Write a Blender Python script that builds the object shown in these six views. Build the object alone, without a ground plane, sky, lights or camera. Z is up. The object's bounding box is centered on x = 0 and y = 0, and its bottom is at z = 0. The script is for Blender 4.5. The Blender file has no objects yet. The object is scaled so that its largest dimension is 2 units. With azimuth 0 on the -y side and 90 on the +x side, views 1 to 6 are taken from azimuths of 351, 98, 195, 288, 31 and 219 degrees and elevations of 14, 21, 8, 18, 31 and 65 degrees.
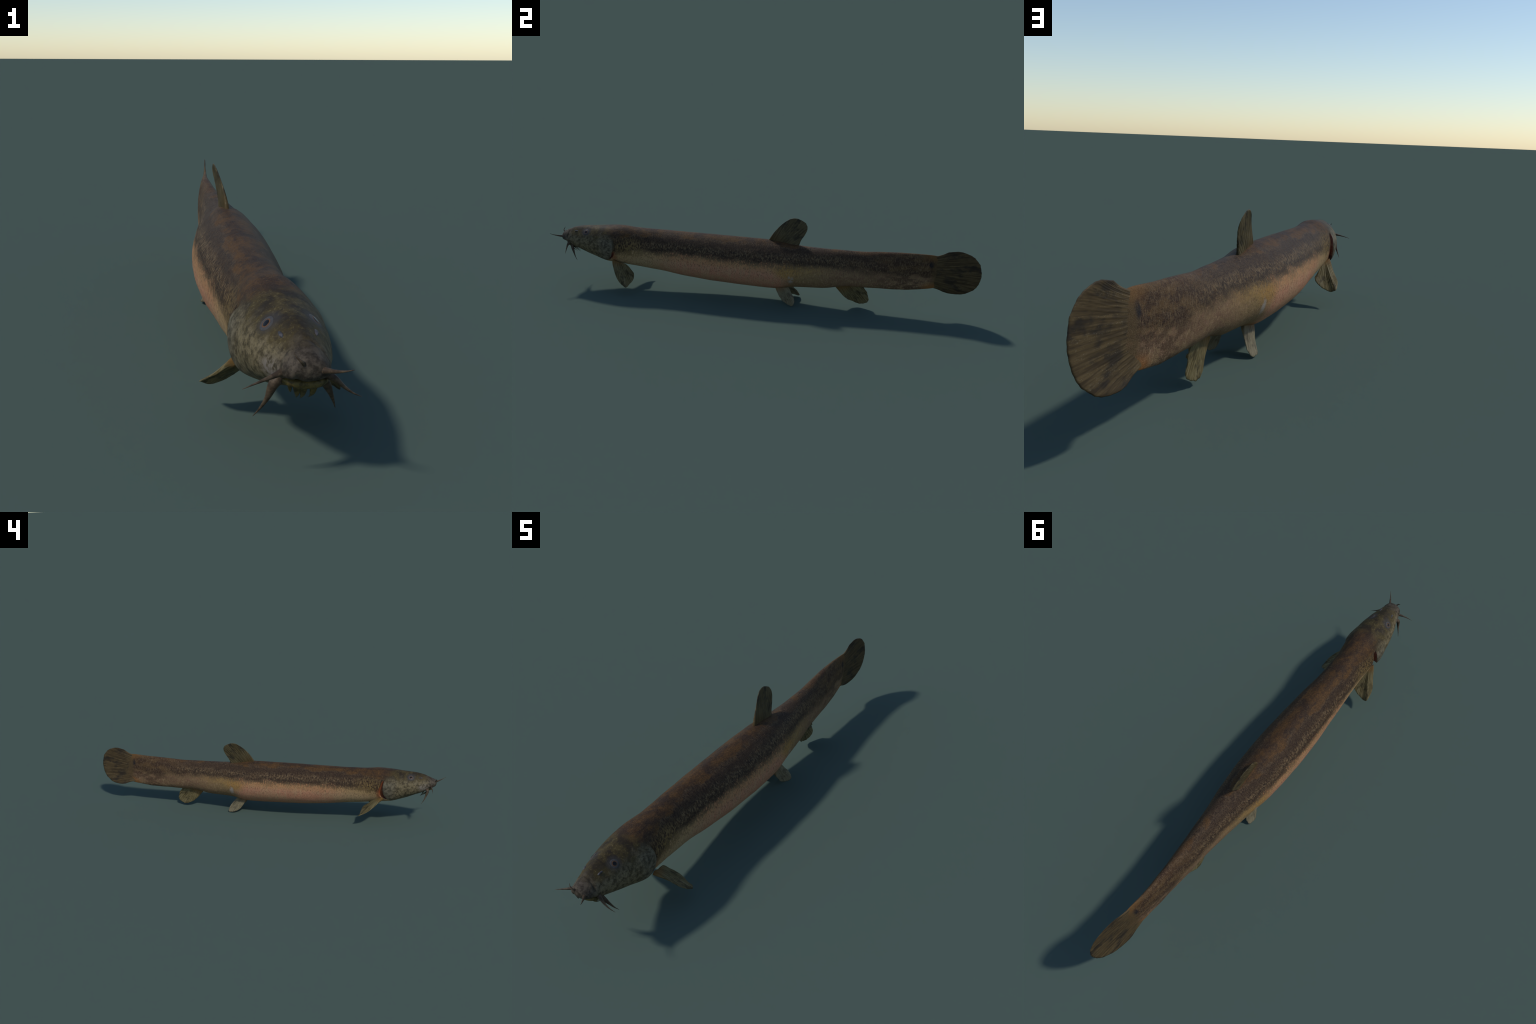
# A weather loach (slender bottom-dwelling fish with barbels), head towards -y, tail towards +y.
import bpy, math, random
import numpy as np
from mathutils import Vector, Matrix, noise

random.seed(7)
rng = np.random.default_rng(7)

# ------------------------------------------------------------------ helpers
def curve1d(xs, ys):
    """Smooth, overshoot-free cubic through control points."""
    x, y = np.array(xs, float), np.array(ys, float)
    h = np.diff(x); d = np.diff(y) / h
    m = np.zeros_like(y); m[0], m[-1] = d[0], d[-1]
    for i in range(1, len(x) - 1):
        if d[i - 1] * d[i] > 0:
            w1, w2 = 2 * h[i] + h[i - 1], h[i] + 2 * h[i - 1]
            m[i] = (w1 + w2) / (w1 / d[i - 1] + w2 / d[i])
    def f(v):
        v = np.clip(np.asarray(v, float), x[0], x[-1])
        i = np.clip(np.searchsorted(x, v) - 1, 0, len(x) - 2)
        t = (v - x[i]) / h[i]
        return ((2*t**3 - 3*t**2 + 1) * y[i] + (t**3 - 2*t**2 + t) * h[i] * m[i]
                + (-2*t**3 + 3*t**2) * y[i+1] + (t**3 - t**2) * h[i] * m[i+1])
    return f

def path3d(points):
    """Catmull-Rom style path through 3D points, parameter 0..1 by chord length."""
    p = np.array(points, float)
    c = np.concatenate([[0], np.cumsum(np.linalg.norm(np.diff(p, axis=0), axis=1))]); c /= c[-1]
    m = np.gradient(p, c, axis=0)
    def f(v):
        v = np.clip(np.asarray(v, float), 0, 1)
        i = np.clip(np.searchsorted(c, v) - 1, 0, len(c) - 2)
        h = (c[i+1] - c[i])[..., None]; t = ((v - c[i]) / (c[i+1] - c[i]))[..., None]
        return ((2*t**3 - 3*t**2 + 1) * p[i] + (t**3 - 2*t**2 + t) * h * m[i]
                + (-2*t**3 + 3*t**2) * p[i+1] + (t**3 - t**2) * h * m[i+1])
    return f

def smooth(a, b, v):
    t = np.clip((np.asarray(v, float) - a) / (b - a), 0, 1)
    return t * t * (3 - 2 * t)

def mesh_object(name, verts, faces, material, parent=None):
    me = bpy.data.meshes.new(name)
    me.from_pydata([tuple(map(float, v)) for v in verts], [], [tuple(map(int, f)) for f in faces])
    me.materials.append(material)
    me.polygons.foreach_set("use_smooth", [True] * len(me.polygons))
    me.update()
    ob = bpy.data.objects.new(name, me)
    bpy.context.scene.collection.objects.link(ob)
    if parent is not None:
        ob.parent = parent
    return ob

# ------------------------------------------------------------------ material helper
class Nodes:
    def __init__(self, name):
        self.mat = bpy.data.materials.new(name)
        self.mat.use_nodes = True
        self.nt = self.mat.node_tree
        self.bsdf = self.nt.nodes["Principled BSDF"]
        self.out = self.nt.nodes["Material Output"]
        self.coord = self.nt.nodes.new("ShaderNodeTexCoord").outputs["Object"]
        s = self.nt.nodes.new("ShaderNodeSeparateXYZ"); self.link(self.coord, s.inputs[0])
        self.x, self.y, self.z = s.outputs
    def link(self, a, b): self.nt.links.new(a, b)
    def put(self, sock, v):
        if isinstance(v, bpy.types.NodeSocket): self.link(v, sock)
        elif isinstance(v, tuple) and len(v) == 3 and sock.type == 'RGBA': sock.default_value = (*v, 1)
        else: sock.default_value = v
    def math(self, op, a, b=0.0, c=0.0, clamp=False):
        n = self.nt.nodes.new("ShaderNodeMath"); n.operation = op; n.use_clamp = clamp
        for i, v in enumerate((a, b, c)): self.put(n.inputs[i], v)
        return n.outputs[0]
    def step(self, v, a, b, lo=0.0, hi=1.0):
        n = self.nt.nodes.new("ShaderNodeMapRange"); n.interpolation_type = 'SMOOTHSTEP'
        if a > b: a, b, lo, hi = b, a, hi, lo
        for k, q in zip(("Value", "From Min", "From Max", "To Min", "To Max"), (v, a, b, lo, hi)): self.put(n.inputs[k], q)
        return n.outputs[0]
    def band(self, v, a, b, soft):
        return self.math('MULTIPLY', self.step(v, a - soft, a + soft), self.step(v, b + soft, b - soft))
    def mix(self, f, a, b, mode='MIX'):
        n = self.nt.nodes.new("ShaderNodeMix"); n.data_type = 'RGBA'; n.blend_type = mode
        self.put(n.inputs[0], f); self.put(n.inputs[6], a); self.put(n.inputs[7], b)
        return n.outputs[2]
    def scaled(self, sx, sy, sz, src=None):
        n = self.nt.nodes.new("ShaderNodeMapping"); self.link(src or self.coord, n.inputs[0])
        n.inputs["Scale"].default_value = (sx, sy, sz)
        return n.outputs[0]
    def noise(self, vec, scale, detail=3.0, rough=0.55):
        n = self.nt.nodes.new("ShaderNodeTexNoise"); self.link(vec, n.inputs["Vector"])
        n.inputs["Scale"].default_value = scale; n.inputs["Detail"].default_value = detail
        n.inputs["Roughness"].default_value = rough
        return n.outputs["Fac"]
    def cells(self, vec, scale, feature='DISTANCE_TO_EDGE', rand=0.8):
        n = self.nt.nodes.new("ShaderNodeTexVoronoi"); self.link(vec, n.inputs["Vector"]); n.feature = feature
        n.inputs["Scale"].default_value = scale; n.inputs["Randomness"].default_value = rand
        return n.outputs[0]
    def near(self, p, r, axes=(1, 1, 1), soft=0.5):
        """1 inside a (scaled) ball round p, 0 outside."""
        a = self.nt.nodes.new("ShaderNodeVectorMath"); a.operation = 'SUBTRACT'
        self.link(self.coord, a.inputs[0]); a.inputs[1].default_value = p
        b = self.nt.nodes.new("ShaderNodeVectorMath"); b.operation = 'MULTIPLY'
        self.link(a.outputs[0], b.inputs[0]); b.inputs[1].default_value = axes
        c = self.nt.nodes.new("ShaderNodeVectorMath"); c.operation = 'LENGTH'; self.link(b.outputs[0], c.inputs[0])
        return self.step(c.outputs["Value"], r, r * (1 - soft))
    def combine(self, x, y, z):
        n = self.nt.nodes.new("ShaderNodeCombineXYZ")
        for i, v in enumerate((x, y, z)): self.put(n.inputs[i], v)
        return n.outputs[0]
    def curve(self, v, pts, lo, hi):
        """Float curve: v in [-1, 1] -> value given by pts (position, value)."""
        n = self.nt.nodes.new("ShaderNodeFloatCurve")
        u = self.math('MULTIPLY_ADD', v, 0.5, 0.5); self.link(u, n.inputs["Value"])
        c = n.mapping.curves[0]
        q = [((p + 1) / 2, (w - lo) / (hi - lo)) for p, w in pts]
        c.points[0].location, c.points[1].location = q[0], q[-1]
        for a in q[1:-1]: c.points.new(*a)
        n.mapping.update()
        return self.math('MULTIPLY_ADD', n.outputs[0], hi - lo, lo)
    def finish(self, color, rough=0.45, bump=None, bump_d=0.002, bump_s=0.4, spec=0.35, coat=0.0):
        self.put(self.bsdf.inputs["Base Color"], color)
        self.put(self.bsdf.inputs["Roughness"], rough)
        self.bsdf.inputs["Specular IOR Level"].default_value = spec
        self.bsdf.inputs["Coat Weight"].default_value = coat
        if bump is not None:
            b = self.nt.nodes.new("ShaderNodeBump"); self.link(bump, b.inputs["Height"])
            b.inputs["Strength"].default_value = bump_s; b.inputs["Distance"].default_value = bump_d
            self.link(b.outputs[0], self.bsdf.inputs["Normal"])
        return self.mat

# ------------------------------------------------------------------ palette (base colours)
BACK = (0.060, 0.034, 0.017)
BACK_DARK = (0.031, 0.019, 0.013)
RUST = (0.092, 0.046, 0.016)
FLANK = (0.092, 0.061, 0.036)
TAN = (0.220, 0.150, 0.074)
OCHRE = (0.325, 0.180, 0.052)
PINK = (0.425, 0.200, 0.118)
BELLY = (0.345, 0.240, 0.125)
TAILSIDE = (0.178, 0.102, 0.060)
ORANGE = (0.240, 0.100, 0.028)
INK = (0.021, 0.014, 0.011)

# ------------------------------------------------------------------ skin material (head, trunk, tail)
def skin_material():
    n = Nodes("fish_skin")
    big = n.noise(n.scaled(1, 0.45, 1), 20, 3)
    big2 = n.noise(n.scaled(0.9, 0.5, 1.1), 31, 3)
    mid = n.noise(n.scaled(1, 0.8, 1), 62, 4, 0.6)
    grain = n.noise(n.scaled(0.8, 1.15, 0.5), 150, 4, 0.7)
    grain2 = n.noise(n.scaled(0.8, 1.1, 0.55), 230, 3, 0.7)
    scale_edge = n.cells(n.scaled(1, 0.9, 0.9), 215, 'DISTANCE_TO_EDGE', 0.65)
    # height above the wandering line where the dark flank meets the pale belly
    line = n.curve(n.y, [(-1, .196), (-.72, .172), (-.62, .184), (-.5, .196), (-.2, .201), (.1, .197), (.3, .198), (.5, .188), (.7, .186), (1, .18)], .1, .3)
    h0 = n.math('SUBTRACT', n.z, line)
    h = n.math('ADD', h0, n.math('ADD', n.math('MULTIPLY_ADD', big2, 0.04, -0.02), n.math('MULTIPLY_ADD', grain, 0.120, -0.060)))
    # ---- belly colours along the body
    y2 = n.math('ADD', n.y, n.math('MULTIPLY_ADD', mid, 0.08, -0.04))
    pink = n.mix(n.step(y2, -0.36, -0.54), PINK, BELLY)
    pink = n.mix(n.math('MULTIPLY', n.step(big, 0.45, 0.62), 0.30), pink, BELLY)
    tailside = n.mix(n.step(mid, 0.40, 0.62), TAILSIDE, (0.210, 0.135, 0.070))
    tailside = n.mix(n.math('MULTIPLY', n.step(y2, 0.40, 0.18), n.step(h0, -0.085, -0.02, 0.35, 0.9)), tailside, (0.265, 0.180, 0.076))
    tailside = n.mix(n.math('MULTIPLY', n.math('MULTIPLY', n.step(y2, 0.46, 0.66), n.step(big2, 0.44, 0.56)), 0.8), tailside, (0.062, 0.035, 0.021))
    stripes = n.noise(n.scaled(0.15, 1, 0.15), 75, 3, 0.6)
    pink = n.mix(n.math('MULTIPLY', n.step(stripes, 0.48, 0.60), 0.45), pink, (0.40, 0.265, 0.145))
    belly = n.mix(n.step(y2, 0.10, 0.16), pink, tailside)
    ochre_band = n.math('MULTIPLY', n.band(h0, -0.028, 0.02, 0.018), n.math('MULTIPLY', n.step(n.y, -0.70, -0.1, 0.25, 0.45), n.step(n.y, 0.42, 0.2)))
    belly = n.mix(ochre_band, belly, OCHRE)
    for sx in (-0.075, 0.08):
        belly = n.mix(n.math('MULTIPLY', n.near((sx, 0.135, 0.172), 0.085, (1, 1.0, 1.7), 0.8), 0.9), belly, OCHRE)
    belly = n.mix(n.math('MULTIPLY', n.step(grain2, 0.50, 0.62), n.step(h0, -0.12, -0.005, 0.28, 0.80)), belly, (0.110, 0.062, 0.040))
    belly = n.mix(n.math('MULTIPLY', n.step(grain, 0.52, 0.62), 0.30), belly, (0.45, 0.30, 0.175))
    # ---- back colours
    flank = n.mix(n.step(grain, 0.43, 0.55), n.mix(n.step(mid, 0.42, 0.58), INK, BACK), FLANK)
    flank = n.mix(n.math('MULTIPLY', n.step(grain, 0.51, 0.62), n.step(h0, 0.060, 0.010, 0.25, 0.85)), flank, TAN)
    dark_band = n.math('MULTIPLY', n.band(h0, 0.008, 0.026, 0.012), n.step(big2, 0.36, 0.55, 0.25, 0.75))
    flank = n.mix(dark_band, flank, INK)
    upper = n.math('ADD', h0, n.math('MULTIPLY_ADD', big2, 0.05, -0.025))
    back = n.mix(n.math('MULTIPLY', n.band(upper, 0.050, 0.074, 0.010), 0.75), flank, BACK_DARK)
    ridge = n.mix(n.step(n.math('ADD', n.math('MULTIPLY', big2, 0.65), n.math('MULTIPLY', mid, 0.35)), 0.40, 0.60), BACK_DARK, RUST)
    ridge = n.mix(n.math('MULTIPLY', n.step(grain, 0.46, 0.58), 0.45), ridge, BACK)
    back = n.mix(n.step(upper, 0.072, 0.082), back, ridge)
    back = n.mix(n.math('MULTIPLY', n.step(grain2, 0.50, 0.40), 0.55), back, INK)
    back = n.mix(n.math('MULTIPLY', n.step(grain2, 0.56, 0.66), 0.35), back, (0.150, 0.092, 0.045))
    tailback = n.mix(n.step(big2, 0.42, 0.58), (0.095, 0.054, 0.024), (0.040, 0.021, 0.014))
    tailback = n.mix(n.math('MULTIPLY', n.step(grain, 0.49, 0.60), 0.55), tailback, (0.165, 0.110, 0.060))
    tailback = n.mix(n.math('MULTIPLY', n.step(grain2, 0.49, 0.39), 0.6), tailback, INK)
    back = n.mix(n.step(y2, 0.36, 0.66, 0.0, 0.85), back, tailback)
    body = n.mix(n.step(h, -0.018, 0.014), belly, back)
    body = n.mix(n.math('MULTIPLY', n.step(scale_edge, 0.10, 0.02), n.step(n.y, -0.4, 0.5, 0.08, 0.22)), body, (0.190, 0.135, 0.085))
    for sx in (-0.085, 0.055):
        body = n.mix(n.math('MULTIPLY', n.math('MULTIPLY', n.near((sx, -0.615, 0.215), 0.10, (1, 0.9, 1.5), 0.9), n.step(grain, 0.44, 0.56)), 0.7), body, (0.190, 0.125, 0.045))
    # white scar patches and the caudal spot
    for sx in (-0.078, 0.083):
        scar = n.math('MULTIPLY', n.near((sx, 0.155, 0.138), 0.030, (1, 1.7, 0.8), 0.8), n.step(mid, 0.36, 0.56))
        body = n.mix(n.math('MULTIPLY', scar, 0.75), body, (0.33, 0.29, 0.26))
    body = n.mix(n.math('MULTIPLY', n.near((0.010, 0.779, 0.243), 0.020, (0.3, 1.4, 0.75), 0.6), 0.95), body, (0.014, 0.014, 0.018))
    fade = n.step(n.math('ADD', n.y, n.math('MULTIPLY_ADD', grain, 0.05, -0.025)), 0.768, 0.800)
    body = n.mix(n.math('MULTIPLY', fade, 0.75), body, (0.085, 0.056, 0.026))
    # orange corners at the root of the tail fin
    body = n.mix(n.math('MULTIPLY', n.near((0.000, 0.785, 0.125), 0.050, (0.3, 0.75, 1.3), 0.9), 0.75), body, ORANGE)
    body = n.mix(n.math('MULTIPLY', n.near((0.014, 0.785, 0.285), 0.055, (0.3, 0.75, 1.3), 0.9), 0.65), body, (0.160, 0.080, 0.028))
    # reddish skin round the fin roots
    for p, a in (((-0.090, -0.668, 0.168), 0.8), ((0.060, -0.684, 0.150), 0.6)):
        body = n.mix(n.math('MULTIPLY', n.near(p, 0.034, (1, 1.4, 0.7), 0.8), a), body, (0.200, 0.070, 0.030))
    for p in ((-0.022, 0.11, 0.062), (0.046, 0.11, 0.070), (0.005, 0.42, 0.095)):
        body = n.mix(n.math('MULTIPLY', n.near(p, 0.050, (1, 0.8, 1.6), 0.8), 0.5), body, (0.26, 0.105, 0.042))
    # ---- head
    hb = n.noise(n.coord, 34, 3, 0.6)
    hm = n.noise(n.coord, 78, 5, 0.7)
    hf = n.noise(n.coord, 190, 4, 0.75)
    top_dark = n.step(n.math('ADD', n.z, n.math('MULTIPLY_ADD', hb, 0.07, -0.035)), 0.232, 0.272)
    cheek = n.mix(n.step(hm, 0.36, 0.64), (0.052, 0.041, 0.023), (0.165, 0.132, 0.076))
    crown = n.mix(n.step(hb, 0.38, 0.62), (0.026, 0.020, 0.013), (0.058, 0.043, 0.018))
    head = n.mix(top_dark, cheek, crown)
    head = n.mix(n.math('MULTIPLY', n.step(hf, 0.53, 0.68), n.step(hb, 0.38, 0.58, 0.12, 0.60)), head, (0.170, 0.135, 0.062))
    head = n.mix(n.math('MULTIPLY', n.step(hf, 0.46, 0.30), 0.5), head, (0.028, 0.025, 0.022))
    opercle = n.math('MULTIPLY', n.band(n.y, -0.750, -0.60, 0.03), n.step(n.z, 0.262, 0.225))
    head = n.mix(n.math('MULTIPLY', opercle, 0.5), head, n.mix(n.step(hm, 0.35, 0.68), (0.044, 0.041, 0.032), (0.122, 0.114, 0.092)))
    snout = n.step(n.y, -0.885, -0.940)
    head = n.mix(n.math('MULTIPLY', snout, 0.75), head, n.mix(n.step(hm, 0.35, 0.65), (0.022, 0.018, 0.016), (0.060, 0.048, 0.042)))
    lip_pale = n.near((-0.058, -0.895, 0.212), 0.040, (1, 0.9, 1.4), 0.8)
    head = n.mix(n.math('MULTIPLY', lip_pale, n.step(hm, 0.35, 0.6)), head, (0.165, 0.141, 0.122))
    chin = n.step(n.math('SUBTRACT', n.z, n.math('MULTIPLY', n.y, -0.24)), -0.030, -0.050)
    head = n.mix(n.math('MULTIPLY', chin, 0.6), head, n.mix(hm, (0.20, 0.14, 0.06), (0.27, 0.20, 0.13)))
    for p in ((-0.047, -0.828, 0.264), (0.028, -0.826, 0.264)):
        head = n.mix(n.math('MULTIPLY', n.near(p, 0.032, (1, 1, 1), 0.6), 0.6), head, (0.042, 0.040, 0.042))
    # mouth cavity
    head = n.mix(n.near((-0.010, -0.915, 0.205), 0.034, (0.9, 1, 1.3), 0.3), head, (0.020, 0.013, 0.009))
    # head gives way to body behind the gill cover; crown runs back over the nape
    edge = n.curve(n.z, [(-1, -.76), (.10, -.75), (.14, -.712), (.165, -.690), (.19, -.684), (.22, -.684), (.24, -.690), (.26, -.704), (.28, -.722), (.3, -.735), (1, -.735)], -.8, -.6)
    blur = n.step(n.z, 0.225, 0.285, 0.003, 0.040)
    past = n.math('DIVIDE', n.math('SUBTRACT', n.math('ADD', n.y, n.math('MULTIPLY_ADD', hm, 0.04, -0.02)), edge), blur)
    color = n.mix(n.step(past, -0.8, 1.0), head, body)
    on_body = n.step(n.y, -0.74, -0.66)
    height = n.math('ADD', n.math('MULTIPLY', n.math('MULTIPLY', n.step(scale_edge, 0.0, 0.12), on_body), 0.5), n.math('MULTIPLY', grain2, 0.6))
    height = n.math('ADD', height, n.math('MULTIPLY', hm, 0.5))
    rough = n.math('MULTIPLY_ADD', grain2, 0.25, 0.45)
    return n.finish(color, rough, height, 0.0012, 0.6, 0.07)

def fin_material(name, base, light, dark, root, length, root_len):
    """Local frame: origin at the fan apex, +x along the fin, y across it. length = apex..edge."""
    n = Nodes(name)
    ang = n.math('ARCTAN2', n.y, n.x)
    rad = n.math('SQRT', n.math('ADD', n.math('MULTIPLY', n.x, n.x), n.math('MULTIPLY', n.y, n.y)))
    v = n.math('DIVIDE', rad, length)
    ray = n.noise(n.combine(n.math('MULTIPLY', ang, 16), n.math('MULTIPLY', v, 1.0), 0.0), 2.6, 3, 0.6)
    patch = n.noise(n.combine(n.math('MULTIPLY', ang, 4.5), n.math('MULTIPLY', v, 2.6), 3.0), 2.0, 3, 0.6)
    fine = n.noise(n.combine(n.math('MULTIPLY', ang, 60), n.math('MULTIPLY', v, 6), 1.0), 2.0, 2, 0.6)
    grit = n.noise(n.coord, 420, 2, 0.6)
    c = n.mix(n.step(ray, 0.36, 0.62), base, light)
    c = n.mix(n.math('MULTIPLY', n.step(patch, 0.48, 0.64), n.step(v, 0.45, 0.98, 0.15, 0.9)), c, dark)
    c = n.mix(n.math('MULTIPLY', n.step(fine, 0.55, 0.72), 0.45), c, light)
    c = n.mix(n.math('MULTIPLY', n.step(fine, 0.45, 0.30), 0.45), c, dark)
    c = n.mix(n.math('MULTIPLY', n.step(v, root_len + 0.14, root_len - 0.05), 0.75), c, root)
    c = n.mix(n.math('MULTIPLY', n.math('MULTIPLY', n.step(grit, 0.60, 0.70), n.step(ray, 0.48, 0.56)), 0.40), c, (0.30, 0.27, 0.21))
    n.finish(c, 0.5, n.math('ADD', ray, fine), 0.0012, 0.25, 0.07)
    # thin membranes let a little light through
    t = n.nt.nodes.new("ShaderNodeBsdfTranslucent"); n.link(c, t.inputs["Color"])
    m = n.nt.nodes.new("ShaderNodeMixShader"); m.inputs[0].default_value = 0.12
    n.link(n.bsdf.outputs[0], m.inputs[1]); n.link(t.outputs[0], m.inputs[2]); n.link(m.outputs[0], n.out.inputs[0])
    return n.mat

def plain_material(name, a, b, scale=120, rough=0.5, spec=0.15, coat=0.0):
    n = Nodes(name)
    f = n.noise(n.coord, scale, 4, 0.6)
    return n.finish(n.mix(n.step(f, 0.38, 0.64), a, b), rough, f, 0.001, 0.35, spec, coat)

SKIN = skin_material()
def gill_material():
    n = Nodes("gill_flesh")
    f = n.noise(n.coord, 90, 4, 0.6)
    c = n.mix(n.step(n.math('ADD', n.y, n.math('MULTIPLY', f, 0.012)), -0.690, -0.672), (0.070, 0.016, 0.014), (0.190, 0.055, 0.022))
    return n.finish(n.mix(n.step(f, 0.45, 0.7), c, (0.15, 0.065, 0.034)), 0.5, f, 0.001, 0.35, 0.15)
GILL = gill_material()
BARBEL = plain_material("barbel_skin", (0.040, 0.027, 0.017), (0.086, 0.060, 0.037), 110)
LIP = plain_material("lip_flesh", (0.045, 0.034, 0.012), (0.115, 0.086, 0.026), 110)
NOSTRIL = plain_material("nostril_skin", (0.034, 0.032, 0.034), (0.085, 0.080, 0.084), 160)
PUPIL = plain_material("pupil_black", (0.006, 0.006, 0.007), (0.010, 0.010, 0.012), 60, 0.3, 0.2, 0.0)

# ------------------------------------------------------------------ root
fish = bpy.data.objects.new("loach", None)
bpy.context.scene.collection.objects.link(fish)
fish["label"] = "slender brown loach fish with whisker barbels and pink belly"
fish["category"] = "fish"

# ------------------------------------------------------------------ body profiles along y
BY  = [-.956,-.953,-.946,-.93,-.90,-.85,-.79,-.72,-.66,-.58,-.48,-.36,-.22,-.08,.06,.18,.30,.42,.54,.66,.75,.775,.80,.83]
C_X = curve1d(BY, [-.009,-.009,-.009,-.0095,-.0102,-.0115,-.0124,-.0130,-.0137,-.0150,-.0160,-.0118,-.0080,-.0038,.0000,.0034,.0058,.0056,.0038,.0036,.0060,.0072,.0085,.0105])
TOP = curve1d(BY, [.2325,.240,.247,.2555,.270,.282,.2865,.2920,.2955,.2905,.2895,.2898,.291,.2915,.290,.2745,.272,.272,.2765,.2825,.2868,.2875,.286,.268])
BOT = curve1d(BY, [.2250,.2165,.208,.2005,.183,.164,.141,.120,.1135,.1045,.093,.078,.067,.0625,.0585,.0770,.083,.101,.1018,.1040,.1155,.119,.125,.145])
H_W = curve1d(BY, [.004,.020,.031,.0375,.0450,.0610,.0750,.0820,.0755,.0706,.0743,.0848,.0955,.0990,.0940,.0800,.0615,.0492,.0382,.0256,.0140,.0105,.0070,.0020])
EGG = curve1d(BY, [0,.1,.2,.28,.28,.26,.12,.1,.07,.1,.06,.05,.11,.13,.13,.09,.12,.15,.10,.07,.06,.05,.05,.05])   # belly wider than back
PIN = curve1d(BY, [0,0,0,-.05,-.10,-.12,-.07,.05,.09,.06,-.03,-.08,-.14,-.13,-.15,-.06,0,.01,.03,.08,.09,.09,.09,.09])   # flanks: + boxier, - more pointed
TILT = curve1d([-.956,.60,.70,.80,.83], [0,0,.03,.115,.125])   # the tail leans over
GILL_Y = -0.690
# how far the gill-cover edge sits in front of GILL_Y, by height fraction t (0 belly, 1 back)
EDGE = curve1d([0,.1,.2,.3,.5,.7,.82,.94,1], [-.070,-.048,-.020,-.005,.003,-.002,-.020,-.043,-.050])

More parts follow.
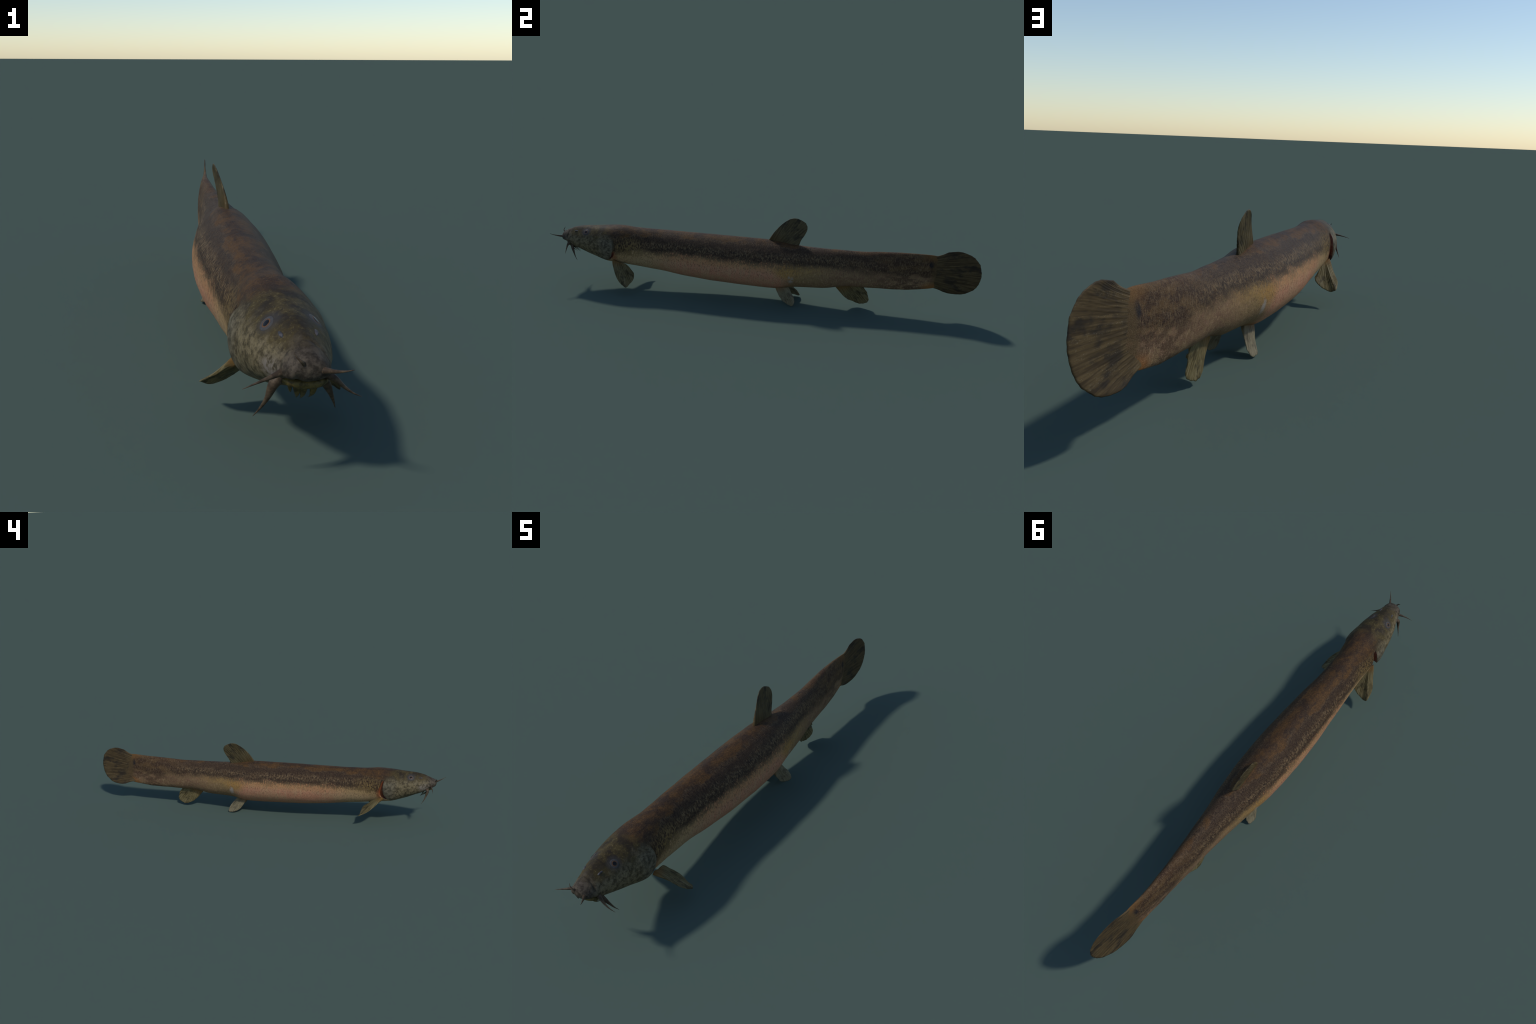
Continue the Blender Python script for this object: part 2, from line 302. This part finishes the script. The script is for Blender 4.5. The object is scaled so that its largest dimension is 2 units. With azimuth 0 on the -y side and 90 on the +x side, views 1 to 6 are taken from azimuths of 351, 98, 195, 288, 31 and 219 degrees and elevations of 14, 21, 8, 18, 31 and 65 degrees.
def body():
    rings = np.concatenate([
        -0.956 + 0.016 * np.linspace(0, 1, 22) ** 2,
        np.linspace(-0.9385, -0.726, 130),
        np.linspace(-0.7250, -0.640, 80),
        np.linspace(-0.6360, 0.740, 330),
        np.linspace(0.743, 0.830, 36)])
    na = 176
    th = np.linspace(0, 2 * np.pi, na, endpoint=False)
    s = rings[:, None] * np.ones(na)
    ct, st = np.cos(th)[None, :], np.sin(th)[None, :]
    t = (ct + 1) / 2 * np.ones_like(s)
    win = np.where(np.abs(s - GILL_Y) < .17, .5 + .5 * np.cos(np.pi * (s - GILL_Y) / .17), 0)
    y = s + EDGE(t) * win
    half_h = (TOP(y) - BOT(y)) / 2
    x = C_X(y) + H_W(y) * np.sign(st) * np.abs(st) ** (1 / (1 + PIN(y))) * (1 - EGG(y) * ct) + TILT(y) * half_h * ct
    z = (TOP(y) + BOT(y)) / 2 + half_h * ct
    # --- gill cover: swells to its rear edge, then drops into the slit
    right = smooth(-0.15, -0.6, st) * np.ones_like(s); left = smooth(0.15, 0.6, st) * np.ones_like(s)
    amount = smooth(.06, .20, t) * smooth(.80, .62, t) * (right + left)
    d = s - GILL_Y
    gap = .004 + .014 * right * smooth(.72, .3, t)
    depth = .0045 + .0095 * right
    swell = .0045 * smooth(-.075, -.004, d) * (d <= 0)
    slit = np.where(d > 0, smooth(0, .004, d) * (1 - smooth(gap, gap + .012, d)), 0)
    rise = .0045 * (d > 0) * (1 - smooth(0, .004, d))
    off = amount * (swell + rise - depth * slit)
    # faint groove that frames the opercle, and the fold behind the upper lip
    off += -.0012 * np.exp(-((s + .765) / .006) ** 2) * smooth(.12, .25, t) * smooth(.75, .6, t)
    off += -.0022 * np.exp(-((s + .922 - .012 * ct) / .0045) ** 2) * smooth(.25, .5, t)
    x = x + off * st
    z = z + off * ct
    # --- mouth: an opening under the snout
    under = smooth(.0, -.5, ct)
    z = z + .021 * under * np.exp(-((x + .010) / .027) ** 4 - ((y + .921) / .016) ** 2)
    # cleft in the upper lip
    z = z + .006 * np.exp(-((x + .026) / .006) ** 2 - ((y + .953) / .012) ** 2) * smooth(.2, -.3, ct)
    P = np.stack([x, y, z], -1)
    # --- organic unevenness
    for i in range(len(rings)):
        amp = .0010 + .0012 * smooth(.35, .6, rings[i])
        for k in range(na):
            p = P[i, k]
            nz = noise.noise(Vector((p[0] * 16, p[1] * 13, p[2] * 16))) * amp
            nz += noise.noise(Vector((p[0] * 60, p[1] * 50, p[2] * 60))) * .0004
            P[i, k, 0] += nz * st[0, k]; P[i, k, 2] += nz * ct[0, k]
    nr = len(rings)
    verts = P.reshape(-1, 3)
    verts = np.vstack([verts, P[0].mean(0) + [0, -.0006, 0], P[-1].mean(0) + [0, .001, 0]])
    idx = np.arange(nr * na).reshape(nr, na)
    faces, region = [], []
    for i in range(nr - 1):
        dm = (rings[i] + rings[i + 1]) / 2 - GILL_Y
        for k in range(na):
            k2 = (k + 1) % na
            faces.append((idx[i, k], idx[i, k2], idx[i + 1, k2], idx[i + 1, k]))
            am = amount[i, k]
            if .0008 < dm < gap[i, k] + .007 and am > .45 and (th[k] > math.pi or t[i, k] < .42): region.append("gill")
            elif dm < 0: region.append("head")
            elif rings[i] < 0.33: region.append("trunk")
            else: region.append("tail")
    for k in range(na):
        k2 = (k + 1) % na
        faces.append((nr * na, idx[0, k2], idx[0, k])); region.append("head")
        faces.append((nr * na + 1, idx[-1, k], idx[-1, k2])); region.append("tail")
    faces = [f[::-1] for f in faces]
    # whole-body vertex normals, shared by the separated regions
    me = bpy.data.meshes.new("whole_body")
    me.from_pydata([tuple(map(float, v)) for v in verts], [], [tuple(map(int, f)) for f in faces])
    me.update()
    nrm = np.empty(len(verts) * 3, np.float32); me.vertex_normals.foreach_get("vector", nrm); nrm = nrm.reshape(-1, 3)
    bpy.data.meshes.remove(me)
    region = np.array(region)
    for name, mat in (("head", SKIN), ("trunk", SKIN), ("tail", SKIN), ("gill", GILL)):
        fs = [faces[i] for i in np.where(region == name)[0]]
        used = np.unique(np.concatenate([np.array(f) for f in fs]))
        remap = {int(u): j for j, u in enumerate(used)}
        ob = mesh_object(name, verts[used], [[remap[int(q)] for q in f] for f in fs], mat, fish)
        ob.data.normals_split_custom_set_from_vertices([tuple(map(float, v)) for v in nrm[used]])

body()

# ------------------------------------------------------------------ fins
def fin(name, base, edge, bow, rays, material_args, root_t=.006, tip_t=.0012, ridge=.0010, scallop=.0018, wave=0.0, seed=0, sink=1.0):
    """A fan of rays from the base line to the outer edge; bow bends front and rear rays (3D offsets)."""
    r = np.random.default_rng(seed)
    B, E = path3d(base), path3d(edge)
    ns, nv = rays * 8 + 1, 44
    s = np.linspace(0, 1, ns); v = np.linspace(0, 1, nv)
    b, e = B(s), E(s)
    bow0, bow1 = np.array(bow[0]), np.array(bow[1])
    cen = (b + e) / 2 + (1 - s)[:, None] ** 2 * bow0 + s[:, None] ** 2 * bow1
    ctrl = 2 * cen - (b + e) / 2
    vv = v[None, :, None]
    P = (1 - vv) ** 2 * b[:, None] + 2 * vv * (1 - vv) * ctrl[:, None] + vv ** 2 * e[:, None]
    out = P[:, -1] - P[:, -2]; out /= np.linalg.norm(out, axis=1)[:, None]
    jag = np.interp(s * rays, np.arange(rays + 1), r.uniform(-1, 1, rays + 1)) * .8 + .45 * (np.abs(np.cos(np.pi * rays * s)) - .5)
    jag += .9 * np.interp(s * rays / 4, np.arange(rays // 4 + 2), r.uniform(-1, 1, rays // 4 + 2))
    endfade = smooth(0, .06, s) * smooth(1, .94, s)
    P += (out * (jag * scallop * endfade)[:, None])[:, None] * (vv ** 4)
    ds = np.gradient(P, axis=0); dv = np.gradient(P, axis=1)
    N = np.cross(ds, dv); N /= np.maximum(np.linalg.norm(N, axis=2, keepdims=True), 1e-9)
    ph = r.uniform(0, 6.3)
    P = P + N * (wave * (np.sin(s * 9 + ph)[:, None] * v[None] ** 1.5))[..., None]
    half = (root_t + (tip_t - root_t) * smooth(0, .75, v)[None, :]) * (sink + (1 - sink) * smooth(0, .16, v)[None, :]) * np.ones((ns, 1))
    branch = smooth(.35, .7, v)[None]
    c1 = np.maximum(0, np.cos(2 * np.pi * rays * s))[:, None] ** 2
    c2 = np.maximum(0, np.cos(4 * np.pi * rays * s + .6))[:, None] ** 2
    half = half + ridge * (c1 * (1 - .6 * branch) + c2 * .6 * branch) * smooth(1.0, .9, v)[None] * (0.4 + .6 * smooth(0, .2, v)[None])
    round_v = np.sqrt(np.clip(1 - np.clip((v - .94) / .06, 0, 1) ** 2, .03, 1))
    round_s = np.sqrt(np.clip(1 - np.clip((np.abs(s - .5) - .46) / .04, 0, 1) ** 2, .03, 1))
    half = half * round_v[None] * round_s[:, None]
    if sink < 1:   # flush with a body that narrows towards the ends of the root
        half = half * (1 - (.75 * np.abs(2 * s - 1) ** 2)[:, None] * smooth(.55, .1, v)[None])
    up, dn = P + N * half[..., None], P - N * half[..., None]
    # local frame with the fan apex as origin
    bm, em = b.mean(0), e.mean(0)
    X = em - bm; L = np.linalg.norm(X); X /= L
    Y = (b[-1] - b[0]); Y -= X * (Y @ X); wb = np.linalg.norm(Y); Y /= wb
    Zv = np.cross(X, Y)
    we = abs((e[int(ns * .85)] - e[int(ns * .15)]) @ Y)
    back = np.clip(L * wb / max(we * 1.15 - wb, wb * .35), L * .25, L * 1.6)
    origin = bm - X * back
    R = np.stack([X, Y, Zv], 1)
    verts = (np.vstack([up.reshape(-1, 3), dn.reshape(-1, 3)]) - origin) @ R
    n1 = ns * nv; ix = np.arange(n1).reshape(ns, nv)
    faces = []
    for i in range(ns - 1):
        for j in range(nv - 1):
            a, b_, c, d = ix[i, j], ix[i + 1, j], ix[i + 1, j + 1], ix[i, j + 1]
            faces.append((a, b_, c, d)); faces.append((a + n1, d + n1, c + n1, b_ + n1))
    rim = list(ix[:, 0]) + list(ix[-1, 1:]) + list(ix[::-1, -1][1:]) + list(ix[0, ::-1][1:-1])
    for q in range(len(rim)):
        a, b_ = rim[q], rim[(q + 1) % len(rim)]
        faces.append((b_, a, a + n1, b_ + n1))
    mat = fin_material(name + "_membrane", *material_args, back + L, back / (back + L))
    ob = mesh_object(name, verts, faces, mat, fish)
    ob.matrix_world = Matrix.LocRotScale(Vector(origin), Matrix([list(q) for q in R]).to_quaternion(), None)
    return ob

DARKFIN = ((0.060, 0.045, 0.022), (0.115, 0.090, 0.046), (0.028, 0.024, 0.018), (0.070, 0.045, 0.018))
OLIVEFIN = ((0.092, 0.070, 0.029), (0.185, 0.150, 0.074), (0.040, 0.032, 0.017), (0.170, 0.084, 0.024))
PALEFIN = ((0.140, 0.115, 0.068), (0.210, 0.180, 0.112), (0.080, 0.068, 0.044), (0.175, 0.085, 0.032))
CAUDAL = ((0.054, 0.037, 0.020), (0.108, 0.074, 0.035), (0.027, 0.022, 0.018), (0.115, 0.072, 0.036))

fin("caudal_fin",
    [(0.0145,.768,.280),(0.0095,.762,.24),(0.0045,.760,.20),(0.0005,.762,.16),(-0.0045,.764,.128)],
    [(0.0205,.846,.3095),(0.0250,.884,.316),(0.0282,.9113,.3143),(0.0312,.9386,.306),(0.0335,.9643,.2907),(0.0344,.9838,.2672),(0.0335,.9945,.2387),(0.0307,.9972,.208),
     (0.0264,.992,.1782),(0.0210,.9788,.1513),(0.0149,.9589,.130),(0.0090,.9359,.1139),(0.0039,.9099,.1053),(-0.0004,.884,.1016),(-0.0050,.842,.107)],
    ((0,0,-.006),(0,0,.004)), 22, CAUDAL, .0078, .0014, .0005, .0026, .0012, 3, .15)
fin("dorsal_fin",
    [(-.002,.036,.285),(-.003,.10,.280),(-.004,.172,.266)],
    [(-.020,.112,.379),(-.024,.133,.391),(-.026,.157,.395),(-.025,.184,.388),(-.022,.204,.374),(-.016,.2115,.352),(-.012,.202,.324),(-.007,.180,.292)],
    ((.003,-.004,.006),(0,.004,0)), 10, DARKFIN, .0060, .0016, .0009, .0020, .001, 5)
fin("anal_fin",
    [(.005,.352,.095),(.006,.42,.106),(.006,.478,.108)],
    [(-.001,.400,.042),(-.005,.428,.023),(-.006,.455,.014),(-.005,.479,.0125),(-.002,.502,.020),(.001,.514,.033),(.002,.512,.050),(.005,.497,.076)],
    ((0,.002,-.003),(0,.003,0)), 9, OLIVEFIN, .0055, .0013, .0010, .0050, .0038, 8)
fin("pectoral_fin",
    [(-.082,-.688,.152),(-.072,-.665,.140),(-.062,-.640,.130)],
    [(-.114,-.643,.105),(-.132,-.615,.087),(-.137,-.586,.069),(-.134,-.564,.060),(-.120,-.563,.054),(-.098,-.566,.061),(-.076,-.570,.074),(-.060,-.576,.086),(-.052,-.592,.098)],
    ((.001,-.001,.000),(0,.002,-.003)), 11, OLIVEFIN, .0080, .0014, .0009, .0018, .0015, 11)
fin("pectoral_fin",
    [(.054,-.692,.142),(.048,-.665,.130),(.038,-.632,.120)],
    [(.102,-.668,.107),(.122,-.648,.074),(.131,-.624,.054),(.134,-.602,.0455),(.128,-.597,.050),(.115,-.594,.052),(.098,-.590,.057),(.077,-.587,.065),(.057,-.589,.073),(.042,-.595,.082)],
    ((.001,-.002,.004),(0,.003,0)), 11, OLIVEFIN, .0080, .0014, .0009, .0018, .0015, 12)
fin("pelvic_fin",
    [(-.026,.084,.070),(-.020,.115,.072),(-.014,.142,.074)],
    [(-.046,.118,.020),(-.056,.140,.008),(-.064,.157,.004),(-.061,.174,.004),(-.057,.186,.0065),(-.045,.184,.018),(-.034,.176,.036)],
    ((-.001,-.001,0),(0,.001,0)), 7, PALEFIN, .0062, .0013, .0010, .0032, .0014, 15)
fin("pelvic_fin",
    [(.046,.082,.078),(.045,.115,.080),(.043,.145,.082)],
    [(.058,.106,.035),(.060,.124,.014),(.063,.144,.004),(.070,.160,.0035),(.077,.172,.008),(.072,.176,.024),(.066,.170,.043)],
    ((.001,-.001,0),(0,.001,0)), 7, PALEFIN, .0062, .0013, .0010, .0032, .0014, 16)

# ------------------------------------------------------------------ tapered tubes: barbels, lips
def tube(name, pts, radii, material, parent, flat=1.0, nu=40, na=16):
    f = path3d(pts); u = np.linspace(0, 1, nu); c = f(u)
    rad = curve1d(np.linspace(0, 1, len(radii)), radii)(u)
    tan = np.gradient(c, axis=0); tan /= np.linalg.norm(tan, axis=1)[:, None]
    ref = np.array([0, 0, 1.0]) if abs(tan[0][2]) < .9 else np.array([1.0, 0, 0])
    verts, faces = [], []
    for i in range(nu):
        a = np.cross(tan[i], ref); a /= np.linalg.norm(a); b = np.cross(tan[i], a)
        for k in range(na):
            q = 2 * math.pi * k / na
            verts.append(c[i] + rad[i] * (math.cos(q) * a + flat * math.sin(q) * b))
    for i in range(nu - 1):
        for k in range(na):
            k2 = (k + 1) % na
            faces.append((i*na + k, i*na + k2, (i+1)*na + k2, (i+1)*na + k))
    verts += [c[0], c[-1] + tan[-1] * rad[-1]]
    for k in range(na):
        k2 = (k + 1) % na
        faces.append((nu*na, k2, k)); faces.append((nu*na + 1, (nu-1)*na + k, (nu-1)*na + k2))
    return mesh_object(name, verts, [g[::-1] for g in faces], material, parent)

R_B = [.0080, .0050, .0030, .0016, .0004]
tube("barbel", [(-.036,-.922,.222),(-.052,-.931,.219),(-.077,-.940,.2135),(-.094,-.944,.209),(-.108,-.946,.2045)], R_B, BARBEL, fish)
tube("barbel", [(.002,-.940,.226),(.013,-.951,.228),(.029,-.976,.235),(.037,-.988,.240),(.044,-.999,.246)], R_B, BARBEL, fish)
tube("barbel", [(-.016,-.942,.236),(-.019,-.952,.241),(-.024,-.957,.247),(-.030,-.956,.253),(-.034,-.952,.260)], [.005,.0036,.0024,.0013,.0004], BARBEL, fish)
tube("barbel", [(-.042,-.908,.206),(-.053,-.913,.199),(-.065,-.906,.169),(-.074,-.897,.150),(-.083,-.886,.133)], [.0100,.0078,.0042,.0020,.0004], BARBEL, fish)
tube("barbel", [(.026,-.908,.206),(.039,-.914,.199),(.055,-.916,.184),(.068,-.915,.174),(.083,-.912,.1655)], R_B, BARBEL, fish)
tube("barbel", [(.022,-.900,.196),(.030,-.896,.184),(.043,-.884,.157),(.049,-.876,.142),(.054,-.866,.1285)], [.0090,.0068,.0040,.0020,.0004], BARBEL, fish)

lip = tube("lower_lip", [(-.046,-.908,.203),(-.034,-.922,.2015),(-.012,-.928,.1985),(.012,-.921,.196),(.028,-.903,.193)],
           [.005,.0065,.0072,.0065,.005], LIP, fish, 1.0, 48, 20)
for a, b in (((-.022,-.920,.196), (-.012,-.874,.154)), ((-.011,-.921,.194), (-.005,-.871,.151)), ((.006,-.918,.193), (.006,-.882,.157)), ((-.032,-.914,.197), (-.026,-.888,.172))):
    a, b = np.array(a), np.array(b)
    tube("lip_lobe", [a, a * .6 + b * .4 + [0, -.005, -.002], b], [.0072, .0036, .0004], LIP, lip, .6, 20, 12)

# ------------------------------------------------------------------ eyes and nostrils
def lens(name, centre, normal, radius, bulge, material, parent, n=40, rings=12):
    N = Vector(normal).normalized()
    rot = N.to_track_quat('Z', 'Y')
    verts, faces = [(0, 0, bulge)], []
    for i in range(1, rings + 1):
        q = i / rings
        zz = bulge * (math.cos(q * math.pi * .5)) - .002 * (q > .99)
        for k in range(n):
            a = 2 * math.pi * k / n
            verts.append((radius * math.sin(q * math.pi / 2) * math.cos(a), radius * math.sin(q * math.pi / 2) * math.sin(a), zz))
    for k in range(n):
        faces.append((0, 1 + k, 1 + (k + 1) % n))
    for i in range(rings - 1):
        for k in range(n):
            k2 = (k + 1) % n
            faces.append((1 + i*n + k, 1 + (i+1)*n + k, 1 + (i+1)*n + k2, 1 + i*n + k2))
    faces.append(tuple(1 + (rings - 1) * n + k for k in range(n))[::-1])
    ob = mesh_object(name, verts, faces, material, parent)
    ob.matrix_world = Matrix.LocRotScale(Vector(centre), rot, None)
    return ob

def eye_material():
    n = Nodes("eye_iris")
    r = n.math('SQRT', n.math('ADD', n.math('MULTIPLY', n.x, n.x), n.math('MULTIPLY', n.y, n.y)))
    f = n.noise(n.coord, 300, 3)
    c = n.mix(n.step(r, 0.0072, 0.0100), (0.120, 0.058, 0.026), n.mix(f, (0.038, 0.037, 0.038), (0.078, 0.074, 0.072)))
    return n.finish(c, 0.5, f, 0.0005, 0.2, 0.08, 0.0)
IRIS = eye_material()

def head_point(y, z, side):
    """Point and outward normal of the plain head loft at a height on one side."""
    def at(yy, zz):
        hh = (TOP(yy) - BOT(yy)) / 2; ct = np.clip((zz - (TOP(yy) + BOT(yy)) / 2) / hh, -1, 1)
        return np.array([float(C_X(yy) + side * H_W(yy) * math.sqrt(1 - ct * ct) ** (1 / (1 + PIN(yy))) * (1 - EGG(yy) * ct)), yy, zz])
    p = at(y, z); a = at(y + .004, z) - at(y - .004, z); b = at(y, z + .004) - at(y, z - .004)
    nn = np.cross(a, b); nn /= np.linalg.norm(nn)
    if nn[0] * side < 0: nn = -nn
    return p, nn

for side, y in ((-1, -.828), (1, -.826)):
    p, nn = head_point(y, .2635, side)
    eye = lens("eye", p - nn * .0010, nn, .0145, .0024, IRIS, fish)
    pupil = lens("pupil", (0, 0, 0), (0, 0, 1), .0066, .0011, PUPIL, None)
    pupil.parent = eye; pupil.matrix_local = Matrix.Translation((0, 0, .0021))
    # nostril: a small raised tube in front of the eye
    p, nn = head_point(-.877, .262, side)
    fwd = np.array([0, -1, 0]) - nn * (-nn[1]); fwd /= np.linalg.norm(fwd)
    tube("nostril", [p - nn * .004 + fwd * -.010, p - nn * .0012 + fwd * -.004, p - nn * .0002 + fwd * .003, p - nn * .0022 + fwd * .012],
         [.0022, .0034, .0036, .0010], NOSTRIL, fish, .8, 24, 14)
